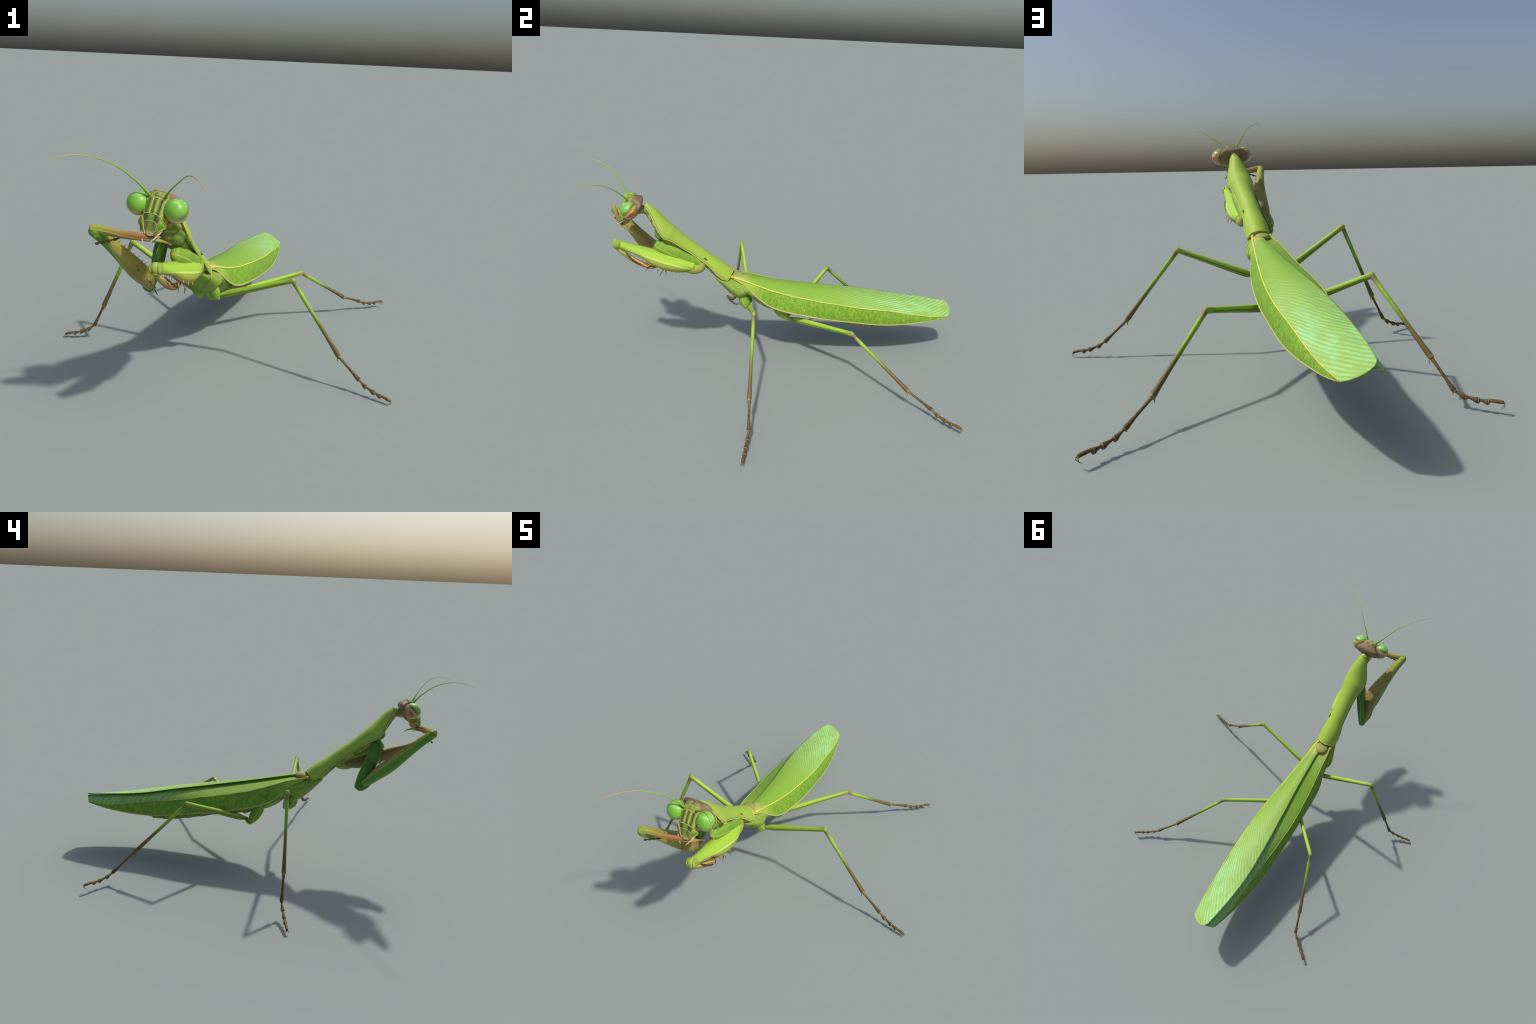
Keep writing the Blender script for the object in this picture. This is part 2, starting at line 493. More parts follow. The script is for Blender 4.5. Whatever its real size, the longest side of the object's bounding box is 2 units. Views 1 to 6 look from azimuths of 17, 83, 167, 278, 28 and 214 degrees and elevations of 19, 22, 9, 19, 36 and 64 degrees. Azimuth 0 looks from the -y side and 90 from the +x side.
# capsule: sections up the face: (z, half width behind the eyes, half width of the face, front y, back y)
cap = np.array([(.0535, .010, .006, -.014, -.026), (.0525, .030, .020, -.004, -.038), (.0495, .052, .030, .006, -.048), (.043, .067, .037, .013, -.054), (.030, .0745, .039, .019, -.0575),
                (.012, .0775, .039, .024, -.058), (-.006, .0765, .039, .028, -.0565), (-.022, .070, .039, .031, -.053), (-.038, .059, .041, .0295, -.047), (-.054, .047, .040, .025, -.038),
                (-.070, .033, .030, .021, -.023), (-.086, .020, .019, .019, -.007), (-.098, .009, .009, .0175, .004)])
cs = catmull(cap, 72)
C = np.column_stack([np.zeros(72), (cs[:, 3] + cs[:, 4]) / 2, cs[:, 0]])
Wd = np.tile(V(1, 0, 0), (72, 1)); Hd = np.tile(V(0, 1, 0), (72, 1))
def head_section(t, f):
    c, s_ = math.cos(t), math.sin(t)
    i = min(71, int(round(f * 71)))
    k = min(1, max(0, (s_ + .75) / 1.1)); k = k * k * (3 - 2 * k)
    q = (1 - k) + k * cs[i, 2] / cs[i, 1]
    e = .46 if s_ < 0 else .58
    return math.copysign(abs(c) ** e, c) * q, math.copysign(abs(s_) ** .8, s_)
hv, hf = loft(C, Wd, Hd, cs[:, 1], (cs[:, 3] - cs[:, 4]) / 2, 56, 2, (0.25, .4), head_section)
def orbit(s):
    """bowl of head shell that cups the back of an eye"""
    ec = V(.0675 * s, -.005, -.001); n = unit(V(.76 * s, .62, -.12)); a1 = unit(np.cross(n, V(0, 0, 1))); a2 = np.cross(n, a1)
    rows, q = [], np.linspace(0, 2 * np.pi, 48, endpoint=False)
    for r, top in ((.0424, -.0165), (.0400, -.0165)):
        zz = np.linspace(top, -r * .995, 14)
        if r < .042: zz = zz[:1]
        for z in zz:
            w_ = math.sqrt(max(1e-8, r * r - z * z))
            ring = ec + n * z + np.outer(np.cos(q) * w_, a1) + np.outer(np.sin(q) * w_, a2)
            rows.insert(0, ring) if r < .042 else rows.append(ring)
    return np.vstack(rows), grid_faces(len(rows), 48)
hv0, hf0 = hv, hf
hv_all, hf_all = join([(hv, hf), orbit(1), orbit(-1)])
head = hadd("head", hv_all, hf_all, m_head, ROOT)
BVH = BVHTree.FromPolygons([tuple(v) for v in hv], hf)
def onface(x, z, lift=.0):
    h = BVH.ray_cast(Vector((x, .2, z)), Vector((0, -1, 0)))
    return V(x, (h[0].y if h[0] else .0) + lift, z)
def ontop(x, y, lift=.0):
    h = BVH.ray_cast(Vector((x, y, .3)), Vector((0, 0, -1)))
    return V(x, y, (h[0].z if h[0] else .05) + lift)

# compound eyes, with a rim where they meet the capsule
for s in (1, -1):
    ec = V(.0675 * s, -.005, -.001)
    ax = [unit(V(1, 0, -.04 * s)), V(0, 1, 0), V(0.04 * s, 0, 1)]
    ev, ef = ellipsoid((0, 0, 0), (.0410, .0410, .0410), ax, 56, 36)
    e = add("compound_eye", hw(ev + ec), ef, mat_eye(s), head,
            HM @ Matrix.Translation(Vector(ec)), )
    t = np.linspace(0, 2 * np.pi, 49)
    nrm = unit(V(.76 * s, .62, -.12)); a1 = unit(np.cross(nrm, V(0, 0, 1))); a2 = np.cross(nrm, a1)
    for off, rad, mt, nm in ((-.0165, .0015, m_ridgeface, "eye_rim"), (-.0142, .0009, m_dark, "eye_groove")):
        rr = math.sqrt(.0412 ** 2 - off ** 2)
        ring = [ec + nrm * off + a1 * rr * math.cos(q) + a2 * rr * math.sin(q) for q in t]
        rv, rf = tube_mesh(ring, rad, 8, 96, 1., nrm)
        hadd(nm, rv, rf, mt, head)

# cream ridges on the face
lines = [[(-.0315, .012), (-.026, .021), (-.012, .0255), (.012, .0255), (.026, .021), (.0315, .011)],
         [(-.0315, .012), (-.034, -.005), (-.033, -.024), (-.025, -.0305)], [(.0315, .011), (.034, -.005), (.034, -.026), (.026, -.0325)],
         [(-.0095, .0255), (-.0085, 0), (-.0095, -.0275)], [(.0095, .0255), (.0085, 0), (.0095, -.0275)],
         [(-.0095, -.0275), (0, -.0285), (.0095, -.0275)], [(-.025, -.0305), (-.0095, -.0275)], [(.026, -.0325), (.0095, -.0275)],
         [(-.026, -.030), (-.031, -.038), (-.026, -.056)], [(.027, -.032), (.033, -.039), (.024, -.060)],
         [(-.026, -.056), (-.010, -.052), (0, -.0515), (.010, -.052), (.024, -.060)],
         [(-.026, -.056), (-.023, -.076), (-.010, -.094)], [(.024, -.060), (.022, -.078), (.010, -.094)],
         [(-.034, -.026), (-.043, -.046)], [(.034, -.028), (.044, -.048)],
         [(-.036, .012), (-.039, -.004), (-.040, -.024), (-.044, -.042)], [(.036, .012), (.039, -.004), (.040, -.024), (.044, -.042)]]
parts = []
for l in lines:
    P = catmull([(a, b) for a, b in l], 10) if len(l) > 2 else np.linspace(l[0], l[1], 8)
    parts.append(tube_mesh([onface(a, b, .0003) for a, b in P], .0013, 6, 24, .8))
for cx, cz, r in ((-.027, .033, .0085), (.027, .031, .0085), (0., .040, .0075)):
    t = np.linspace(0, 2 * np.pi, 7)
    parts.append(tube_mesh([onface(cx + r * math.cos(a), cz + r * .8 * math.sin(a), .0003) for a in t], .0009, 6, 36, .8))
ov, of = join(parts)
hadd("face_ridge", ov, of, m_ridgeface, head, stuff=True)

# ocelli: three orange lenses on green mounds
for x, y, z in ((0, .017, .041), (.0155, -.004, .051), (-.0155, -.004, .051)):
    p = onface(x, z) if y > .01 else ontop(x, y)
    nrm = unit(V(0, .75, .65) if y > .01 else V(x * 8, .15, 1))
    A = [unit(np.cross(nrm, V(0, 1, .3))), 0, nrm]; A[1] = np.cross(A[2], A[0])
    ev, ef = ellipsoid(p, (.0085, .0075, .004), A, 20, 10)
    hadd("ocellus_mound", ev, ef, m_ocelbase, head)
    ev, ef = ellipsoid(p + nrm * .0022, (.0038, .0036, .003), A, 16, 10)
    hadd("ocellus", ev, ef, m_ocel, head)
    t = np.linspace(0, 2 * np.pi, 7)
    rv, rf = tube_mesh([p + nrm * .0009 + A[0] * .0088 * math.cos(a) + A[1] * .0078 * math.sin(a) for a in t], .0009, 6, 40)
    hadd("ocellus_rim", rv, rf, m_ridgeface, head)

# mandibles: green plates with a raised yellow border
for s in (1, -1):
    poly = [(.034 * s, -.040), (.049 * s, -.060), (.036 * s, -.076), (.013 * s, -.097), (.020 * s, -.080), (.0245 * s, -.060)]
    yy = [.0265, .004, .010, .0165, .0185, .0225]
    pts = np.array([(a, y + .0015, b) for (a, b), y in zip(poly, yy)])
    c = pts.mean(0) + V(.001 * s, .004, 0)
    back = pts - V(0, .012, 0)
    n = len(pts); vs = np.vstack([pts, pts * .55 + c * .45 + V(0, .0015, 0), [c + V(0, .0015, 0)], back]); F = []
    for j in range(n):
        k = (j + 1) % n
        F += [(j, k, n + k, n + j), (n + j, n + k, 2 * n), (k, j, 2 * n + 1 + j, 2 * n + 1 + k)]
    F.append(tuple(range(2 * n + 1, 3 * n + 1)))
    hadd("mandible", vs, F, m_mand, head)
    rv, rf = tube_mesh(np.vstack([pts, pts[:1]]) + V(0, .0004, 0), .0013, 6, 60)
    hadd("mandible_rim", rv, rf, plain("mandible_rim_yellow", (206, 176, 86), .45), head)

# mouthparts below the jaw and palps
ev, ef = ellipsoid((0, -.012, -.078), (.026, .020, .024), None, 24, 16)
hadd("labium", ev, ef, plain("labium_skin", (182, 152, 104), .5, .2, 70), head)
palps = [[(.034, -.008, -.068), (.033, .004, -.082), (.022, .014, -.105), (.010, .019, -.122)],
         [(-.036, -.006, -.068), (-.036, .006, -.082), (-.026, .014, -.106), (-.012, .017, -.124)],
         [(.016, -.022, -.088), (.018, -.016, -.104), (.010, -.004, -.116)],
         [(-.016, -.022, -.088), (-.018, -.016, -.104), (-.010, -.004, -.116)]]
for P in palps:
    r = np.linspace(.0034, .0026, len(P)); r[-1] = .0008
    pv, pf = tube_mesh(P, r, 8, 30)
    hadd("palp", pv, pf, m_palp, head)

# antennae
for P in ([(-.037, -.755, .926), (-.070, -.786, .975), (-.109, -.834, 1.026), (-.154, -.889, 1.058), (-.199, -.946, 1.067), (-.238, -.9975, 1.056)],
          [(.018, -.756, .922), (.046, -.778, .953), (.080, -.801, .981), (.138, -.851, 1.022), (.196, -.912, 1.030), (.255, -.981, 1.007)]):
    P = np.array(P)
    f = np.linspace(0, 1, 40)
    Q = catmull(P, 40)
    r = np.interp(f, [0, .04, .12, .3, .5, .75, 1], [.0056, .0052, .0031, .0022, .0017, .0012, .0004])
    av, af = tube_mesh(Q, r, 10, 90)
    add("antenna", av, af, m_ant, head, frame_from(P[0], P[-1] - P[0], (0, 0, 1)))

# ================================================================== PROTHORAX
PW = V(.986, .121, -.116)
pron_rows = [(-.0155, -.672, .884, .0165, .0135), (-.0175, -.657, .868, .0265, .0185), (-.021, -.637, .842, .0370, .0245), (-.028, -.598, .784, .0590, .0340),
             (-.0335, -.568, .753, .0640, .0360), (-.036, -.540, .728, .0560, .0340), (-.040, -.494, .687, .0480, .0330),
             (-.048, -.433, .641, .0455, .0310), (-.054, -.372, .591, .0480, .0310), (-.060, -.316, .545, .0570, .0355), (-.063, -.268, .504, .0555, .0365)]
C, W, H, w, h = stations(pron_rows, 90, PW)
if H[45] @ V(0, .6, .8) < 0: H = -H      # H points up (dorsal)
def rim_drop(f):      # how far the shield's border hangs below its mid height
    return float(np.interp(f, [0, .12, .25, .36, .46, .58, .8, .93, 1.], [.25, .35, .62, .86, .62, .42, .42, .72, .62]))
def pron_section(t, f):
    c, s = math.cos(t), math.sin(t); rd = rim_drop(f)
    if s >= 0: return math.copysign(abs(c) ** 1.04, c), -rd + (1 + rd) * s ** 1.0
    return c * .97, -rd + .16 * abs(s)
pv, pf = loft(C, W, H, w, h, 56, 2, (1.0, .35), pron_section)
pron = add("pronotum", pv, pf, m_pron, ROOT)
# raised cream rim with a dark groove along the lower border of the shield
for s in (1, -1):
    P = [C[i] + W[i] * s * w[i] - H[i] * h[i] * rim_drop(i / 89) for i in range(0, 90, 3)]
    v1, f1 = tube_mesh(P, .0026, 8, 120)
    add("pronotum_rim", v1, f1, m_rim, pron)
    P = [C[i] + W[i] * s * (w[i] - .0008) - H[i] * (h[i] * rim_drop(i / 89) - .0046) for i in range(0, 90, 3)]
    v1, f1 = tube_mesh(P, .0011, 6, 120)
    add("pronotum_groove", v1, f1, m_groove, pron)
for i, k, dz in ((89, 1.0, .006), (0, 1.02, 0.)):
    P = []
    for t in np.linspace(0, math.pi, 26):
        a, b = pron_section(t, i / 89)
        P.append(C[i] + W[i] * a * w[i] * k + H[i] * h[i] * b * k + unit(C[1] - C[0]) * (dz * abs(math.cos(2 * t))))
    v1, f1 = tube_mesh(P, .0022, 8, 90)
    add("pronotum_rim", v1, f1, m_rim, pron)
# small wedge-shaped notch on the left flank
PB = BVHTree.FromPolygons([tuple(v) for v in pv], pf)
hit = PB.find_nearest(Vector((-.010, -.384, .609)))
hn = unit(V(*hit[1])); hp = V(*hit[0]); ht = unit(V(-.05, .76, -.64) - (V(-.05, .76, -.64) @ hn) * hn); hb = np.cross(hn, ht)
tri_ = [hp + ht * .013 + hb * .001, hp - ht * .010 + hb * .006, hp - ht * .008 - hb * .004]
vs = np.array([p + hn * .0012 for p in tri_] + [p - hn * .004 for p in tri_])
add("pronotum_notch", vs, [(0, 1, 2), (5, 4, 3), (0, 3, 4, 1), (1, 4, 5, 2), (2, 5, 3, 0)], plain("notch_dark_green", (88, 112, 38), .6), pron, smooth=False)

# ventral side of the prothorax: soft plates between shield and forecoxae
vent = [(-.015, -.676, .868, .018, .014), (-.018, -.662, .846, .022, .016), (-.025, -.634, .806, .028, .020), (-.031, -.608, .768, .036, .025), (-.037, -.582, .722, .042, .030),
        (-.042, -.540, .694, .038, .030), (-.048, -.480, .655, .034, .026), (-.054, -.420, .610, .034, .024), (-.060, -.360, .560, .039, .027), (-.064, -.310, .515, .046, .033)]
S = catmull(vent, 80)
neck_parts = [loft(*stations(vent, 80, PW)[:3], S[:, 3], S[:, 4], 30, 2.2, (.6, .6))]
# paired low neck sclerites
for s in (1, -1):
    for (cx, y, z, r, k) in ((.013, -.671, .850, .012, 1.3), (.017, -.654, .822, .014, 1.3), (.022, -.636, .790, .016, 1.25), (.026, -.616, .757, .0185, 1.2), (.016, -.622, .735, .020, 1.1)):
        A = [V(1, 0, 0), unit(V(0, -.8, -.6)), unit(V(0, -.6, .8))]
        neck_parts.append(ellipsoid((-.022 + s * cx, y + .005, z - s * .003 + .005), (r * 1.25, r * .85, r * k * 1.15), A, 24, 16))
neck_parts.append(tube_mesh([(-.0165, -.722, .868), (-.017, -.705, .866), (-.017, -.685, .866), (-.016, -.662, .862)], [.030, .027, .0245, .024], 24, 24, .85, (1, 0, 0)))
nv_, nf_ = join(neck_parts)
neck = add("neck", nv_, nf_, m_neck, ROOT)
md = neck.modifiers.new("blend", "REMESH"); md.mode = "VOXEL"; md.voxel_size = .0032
md = neck.modifiers.new("soften", "SMOOTH"); md.factor = .5; md.iterations = 14
dg = bpy.context.evaluated_depsgraph_get()
blended = bpy.data.meshes.new_from_object(neck.evaluated_get(dg))
neck.modifiers.clear(); neck.data = blended
blended.polygons.foreach_set("use_smooth", [True] * len(blended.polygons))
if not blended.materials: blended.materials.append(m_neck)

# ================================================================== THORAX (meso + meta) and ABDOMEN
def body_loft(name, rows, mat, ring=36, m=60, pw=2.2, ends=(.7, .7), parent=ROOT):
    """rows: (y, x centre, half width, z top, z bottom)"""
    S = catmull(rows, m)
    C = np.column_stack([S[:, 1], S[:, 0], (S[:, 3] + S[:, 4]) / 2])
    W = np.tile(V(1, 0, 0), (m, 1)); H = np.tile(V(0, 0, 1), (m, 1))
    vs, F = loft(C, W, H, S[:, 2], (S[:, 3] - S[:, 4]) / 2, ring, pw, ends)
    return add(name, vs, F, mat, parent)

meso = body_loft("mesothorax", [(-.325, -.064, .046, .512, .474), (-.300, -.065, .056, .506, .446), (-.268, -.067, .068, .502, .415), (-.240, -.070, .078, .497, .384),
                         (-.215, -.073, .084, .488, .366), (-.190, -.075, .085, .478, .372), (-.165, -.076, .078, .468, .386)], m_thor, pw=1.8, ends=(.5, .8))
body_loft("metathorax", [(-.200, -.076, .066, .474, .398), (-.165, -.077, .074, .466, .384), (-.130, -.078, .079, .456, .360), (-.095, -.079, .080, .447, .328), (-.050, -.080, .076, .446, .300),
                         (-.010, -.081, .074, .432, .290), (.04, -.082, .070, .412, .282)], m_thor, pw=1.9)
# grey-tan sutures drawn over each flank of the mesothorax
MB = BVHTree.FromPolygons([v.co.copy() for v in meso.data.vertices], [tuple(p.vertices) for p in meso.data.polygons])
for s in (1, -1):
    for line, r in (([(-.248, .480), (-.236, .458), (-.221, .447), (-.199, .450), (-.183, .434), (-.171, .414), (-.166, .398)], .0020),
                    ([(-.291, .474), (-.286, .456), (-.280, .438), (-.261, .414), (-.250, .400)], .0022)):
        P = []
        for y, z in catmull(line, 16):
            h_ = MB.ray_cast(Vector((-.07 + s * .4, y, z)), Vector((-s, 0, 0)))
            if h_[0]: P.append(V(*h_[0]) + V(s * .0002, 0, 0))
        if len(P) > 3:
            v1, f1 = tube_mesh(P, r, 6, 40, .5, (0, .7, .7))
            add("suture", v1, f1, m_suture, meso)
# scutellum patch between the wing roots
ev, ef = ellipsoid((-.069, -.224, .5000), (.037, .040, .0175), None, 28, 16)
add("scutellum", ev, ef, m_tan, ROOT)
abd_rows = [(-.02, -.081, .066, .420, .286), (.06, -.082, .078, .405, .268), (.15, -.084, .086, .388, .252), (.24, -.085, .090, .370, .238), (.33, -.086, .090, .352, .216),
            (.42, -.086, .088, .336, .196), (.50, -.086, .083, .320, .180), (.58, -.086, .076, .306, .176), (.65, -.086, .066, .294, .190), (.72, -.086, .052, .284, .212), (.79, -.086, .034, .276, .232), (.84, -.086, .018, .268, .246)]
segs = [-.02, .07, .155, .24, .32, .395, .465, .53, .595, .655, .715, .775, .84]
AS = np.array(abd_rows)
parts = []
for a, b in zip(segs[:-1], segs[1:]):
    rows = []
    for f in np.linspace(0, 1, 7):
        y = a + (b - a) * f * 1.06
        r = [np.interp(min(y, .84), AS[:, 0], AS[:, k]) for k in range(1, 5)]
        k = .965 + .05 * f ** .7
        zc = (r[2] + r[3]) / 2; hh = (r[2] - r[3]) / 2 * k
        rows.append((y, r[0], r[1] * k, zc + hh, zc - hh))
    S = np.array(rows)
    Cc = np.column_stack([S[:, 1], S[:, 0], (S[:, 3] + S[:, 4]) / 2])
    parts.append(loft(Cc, np.tile(V(1, 0, 0), (7, 1)), np.tile(V(0, 0, 1), (7, 1)), S[:, 2], (S[:, 3] - S[:, 4]) / 2, 36, 2.2, (.12, .10)))
av, af = join(parts)
abd = add("abdomen", av, af, m_abd, ROOT)
for y in segs[4:10]:                      # brown joint bands under the belly
    r_ = [np.interp(y, AS[:, 0], AS[:, k]) for k in range(1, 5)]
    zc, hh = (r_[2] + r_[3]) / 2, (r_[2] - r_[3]) / 2 * 1.005
    P = [(r_[0] + r_[1] * 1.005 * math.copysign(abs(math.cos(t)) ** (2 / 2.2), math.cos(t)), y + .006, zc + hh * math.copysign(abs(math.sin(t)) ** (2 / 2.2), math.sin(t))) for t in np.linspace(math.pi * 1.08, math.pi * 1.92, 24)]
    v1, f1 = tube_mesh(P, .0032, 6, 60, .6, (0, 1, 0))
    add("sternite_joint", v1, f1, m_joint, abd)
for s in (1, -1):
    cv, cf = tube_mesh([(-.086 + s * .012, .80, .255), (-.086 + s * .03, .85, .258), (-.086 + s * .038, .90, .264)], [.008, .006, .0015], 10, 24)
    add("cercus", cv, cf, m_abd, abd)

# ================================================================== WINGS
def interp_curve(rows):
    R = np.array(rows)          # (x, y, z) rows sorted by y
    yy = R[:, 1]
    D = catmull(R, 200)
    def at(y):
        y = np.asarray(y, float)
        return np.stack([np.interp(y, D[:, 1], D[:, 0]), y, np.interp(y, D[:, 1], D[:, 2])], -1)
    return at

def make_wing(ridge, lower, inner, tip, thick, sag, lift, shoulder=None):
    """Roof-like forewing: side panel lower->ridge, back panel ridge->inner edge.
    tip(t): y where each lengthwise line ends, t 0 at ridge .. 1 at inner edge."""
    R, L, I = interp_curve(ridge), interp_curve(lower), interp_curve(inner)
    n, ms, mt = 110, 14, 26
    SH = interp_curve(shoulder) if shoulder else None
    ys0 = ridge[0][1]
    rows = []
    u = np.linspace(0, 1, n)
    cols, idx = [], []
    for j in range(ms):                       # side panel
        t = j / ms
        y1 = tip(0) - (1 - t) ** 2 * .012
        y0 = lower[0][1] * (1 - t) + ys0 * t
        y = y0 + (y1 - y0) * u
        p = L(y) * (1 - t) + R(y) * t
        bul = np.sin(np.pi * t) * .006 * np.sin(np.pi * np.clip(u, 0, 1))
        p[:, 0] += bul * sag
        cols.append(p)
    for j in range(mt + 1):                   # back panel
        t = j / mt
        y0 = ys0 * (1 - t) + inner[0][1] * t
        y = y0 + (tip(t) - y0) * u
        p = R(y) * (1 - t) + I(y) * t
        if shoulder:        # arch through the shoulder curve at t = .38
            a = .38
            p = R(y) * ((t - a) * (t - 1) / a) + SH(y) * (t * (t - 1) / (a * (a - 1))) + I(y) * (t * (t - a) / (1 - a))
        p[:, 2] += np.sin(np.pi * t) * lift * np.sin(np.pi * np.clip(u * .9 + .1, 0, 1)) ** .6
        cols.append(p)
    G = np.stack(cols, 1)                     # n x cols x 3
    dn = np.gradient(G, axis=0); dt = np.gradient(G, axis=1)
    N = np.cross(dt, dn); N /= np.linalg.norm(N, axis=2)[:, :, None] + 1e-12
    if N[n // 2, -3, 2] < 0: N = -N
    c = G.shape[1]
    vs = np.vstack([G.reshape(-1, 3), (G - N * thick).reshape(-1, 3)])
    F, mi = [], []
    o = n * c
    for i in range(n - 1):
        for j in range(c - 1):
            q = (i * c + j, i * c + j + 1, (i + 1) * c + j + 1, (i + 1) * c + j)
            k = 1 if j < ms else 0
            F.append(q); mi.append(k); F.append(tuple(a + o for a in reversed(q))); mi.append(k)
    for i in range(n - 1):
        for j, d in ((0, 1), (c - 1, -1)):
            q = (i * c + j, (i + 1) * c + j, (i + 1) * c + j + o, i * c + j + o)
            F.append(q if d > 0 else q[::-1]); mi.append(1 if j == 0 else 0)
    for j in range(c - 1):
        for i, d in ((0, -1), (n - 1, 1)):
            q = (i * c + j, i * c + j + 1, i * c + j + 1 + o, i * c + j + o)
            F.append(q if d < 0 else q[::-1]); mi.append(1 if j < ms else 0)
    return vs, F, mi, G, N, ms

def tip_profile(yr, ym, yi):
    def f(t):
        a = yr + (ym - yr) * math.sin(min(1, t / .55) * math.pi / 2)
        if t > .55:
            k = (t - .55) / .45
            a = ym - (ym - yi) * (1 - math.sqrt(max(0, 1 - k ** 3.0)))
        return a
    return f

LW = dict(ridge=[(-.027, -.246, .500), (-.018, -.180, .480), (-.002, .006, .416), (.016, .210, .375), (.021, .417, .340), (.009, .622, .308), (-.009, .826, .268), (-.034, .985, .252)],
          lower=[(-.020, -.238, .490), (-.010, -.190, .463), (.021, -.043, .348), (.039, .165, .296), (.038, .388, .260), (.027, .618, .233), (-.004, .850, .237), (-.035, .985, .251)],
          inner=[(-.066, -.200, .503), (-.088, .033, .457), (-.117, .247, .420), (-.144, .460, .385), (-.160, .668, .345), (-.148, .881, .317), (-.130, 1.002, .300)])
RW = dict(ridge=[(-.112, -.248, .502), (-.132, -.138, .475), (-.163, .047, .417), (-.186, .244, .376), (-.187, .439, .336), (-.184, .638, .302), (-.183, .833, .268), (-.165, .985, .262)],
          lower=[(-.116, -.238, .492), (-.124, -.190, .463), (-.182, -.043, .361), (-.199, .162, .304), (-.213, .381, .270), (-.215, .602, .240), (-.196, .820, .244), (-.166, .985, .264)],
          inner=[(-.074, -.205, .500), (-.058, .033, .440), (-.052, .247, .396), (-.052, .460, .350), (-.056, .668, .304), (-.064, .881, .262), (-.084, .990, .254)])
# the lower wing tucks up against the underside of the upper wing's inner edge
RW["shoulder"] = [(x + .004, y, z - .012 - .006 * max(0, y)) for x, y, z in LW["inner"]]
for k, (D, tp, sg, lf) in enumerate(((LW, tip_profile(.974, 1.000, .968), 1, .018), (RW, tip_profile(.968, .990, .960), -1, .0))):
    vs, F, mi, G, N, ms = make_wing(D["ridge"], D["lower"], D["inner"], tp, .0025, sg, lf, D.get("shoulder"))
    wing = add("forewing", vs, F, [m_wtop, m_wside], ROOT, mat_idx=mi)
    P = G[:, ms]
    P = P + N[:, ms] * .0006
    wob = np.interp(np.linspace(0, 1, len(P)), np.linspace(0, 1, 34), rng.normal(0, .0011, 34))
    P = P + np.column_stack([wob * .5, np.zeros(len(P)), wob])
    f = np.linspace(0, 1, len(P))
    v1, f1 = tube_mesh(P[::2], np.interp(f[::2], [0, .05, .3, .8, 1], np.array([.0065, .0050, .0036, .0028, .0016]) * (1, .62)[k]), 8, 150)
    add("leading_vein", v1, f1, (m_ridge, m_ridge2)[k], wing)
    P = G[:, 0]
    v1, f1 = tube_mesh(P[::2], np.interp(f[::2], [0, .12, .3, .7, 1], [.0020, .0042, .0046, .0034, .0014]), 8, 150, .55, (0, 0, 1))
    add("costal_margin", v1, f1, m_edge, wing)
    ev, ef = ellipsoid(D["ridge"][0], (.009, .012, .009), None, 18, 12)
    add("wing_root", ev, ef, plain("wing_root_amber", (206, 182, 74), .4), wing)

# ================================================================== FORELEGS
def knee_lobes(parent, K, H, T, r, spread):
    for s in (1, -1):
        A = [unit(T), unit(np.cross(H, T)), unit(H)]
        ev, ef = ellipsoid(np.array(K) + np.array(H) * s * r * spread - T * r * .3, (r * 1.0, r * .98, r * .46), A, 20, 14)
        add("knee_lobe", ev, ef, m_knee, parent)

def tibia_spines(path, d, parent, n=11, l=.011, f0=.25, f1=.9):
    P = catmull(path, 60)
    for k in range(n):
        i = int(59 * (f0 + (f1 - f0) * k / (n - 1)))
        spine(P[i] + d * .007, d + V(*(rng.normal(0, .08, 3))) + unit(P[min(i + 1, 59)] - P[i]) * .5, l * (.75 + .5 * k / n), .0014, parent, "tibia_spine")

def tarsus_chain(path, r, parent, mat, name="tarsus", lobe=1.0):
    parts = []
    P = np.array(path)
    for a, b in zip(P[:-1], P[1:]):
        d = b - a
        rows = []
        for f, k in ((0, .55), (.25, .62), (.6, .82), (.85, 1.12), (1., 1.0)):
            c = a + d * f - V(0, 0, 1) * r * lobe * (.7 * max(0, f - .4))
            rows.append((*c, r * k, r * k * (1 + .35 * lobe * max(0, f - .4))))
        C, W, H, w, h = stations(rows, 14, (0.01, .02, 1) if abs(d[2]) < .9 * np.linalg.norm(d) else (1, 0, 0))
        parts.append(loft(C, W, H, h, w, 12, 2, (.5, .6)))
    vs, F = join(parts)
    return add(name, vs, F, mat, parent, frame_from(P[0], P[-1] - P[0], (0, 0, 1)))

# --- left foreleg: folded, femur pointing forward
L_rows = [(-.005, -.450, .573, .0260, .0250), (-.003, -.506, .580, .0405, .0350), (.003, -.570, .597, .0460, .0325), (.006, -.633, .622, .0437, .0275),
          (.007, -.692, .652, .0315, .0190), (.009, -.755, .676, .0228, .0160), (.012, -.800, .694, .0200, .0170), (.014, -.824, .702, .0205, .0185)]
LWd = V(.767, -.272, -.581)
fl, (C, W, H, w, h) = limb("foreleg", L_rows, LWd, m_ffemL, ROOT, 80, 36, 2.3, (.6, .8))
ventral = unit(V(.14, -.40, -.90))
fl_axis = unit(C[-1] - C[0])
knee_lobes(fl, (.014, -.824, .701), unit(np.cross(fl_axis, ventral)), fl_axis, .020, .72)
for k in range(15):
    i = int(10 + 52 * k / 14)
    big = k in (4, 7)
    p = C[i] + ventral * (math.hypot(w[i] * (W[i] @ ventral), h[i] * (H[i] @ ventral)) * .93) + V(.008, 0, 0)
    spine(p, ventral + V(0, -.1, 0) + V(*rng.normal(0, .06, 3)), .048 if big else .012 + .005 * rng.random(), .0042 if big else .0018, fl)
for k, (dx, ln) in enumerate(((.006, .034), (.016, .030), (-.004, .022))):
    i = 22 + 7 * k
    spine(C[i] + W[i] * w[i] * .92 + V(0, 0, -.004), ventral + V(.12, 0, 0), ln, .0028, fl)
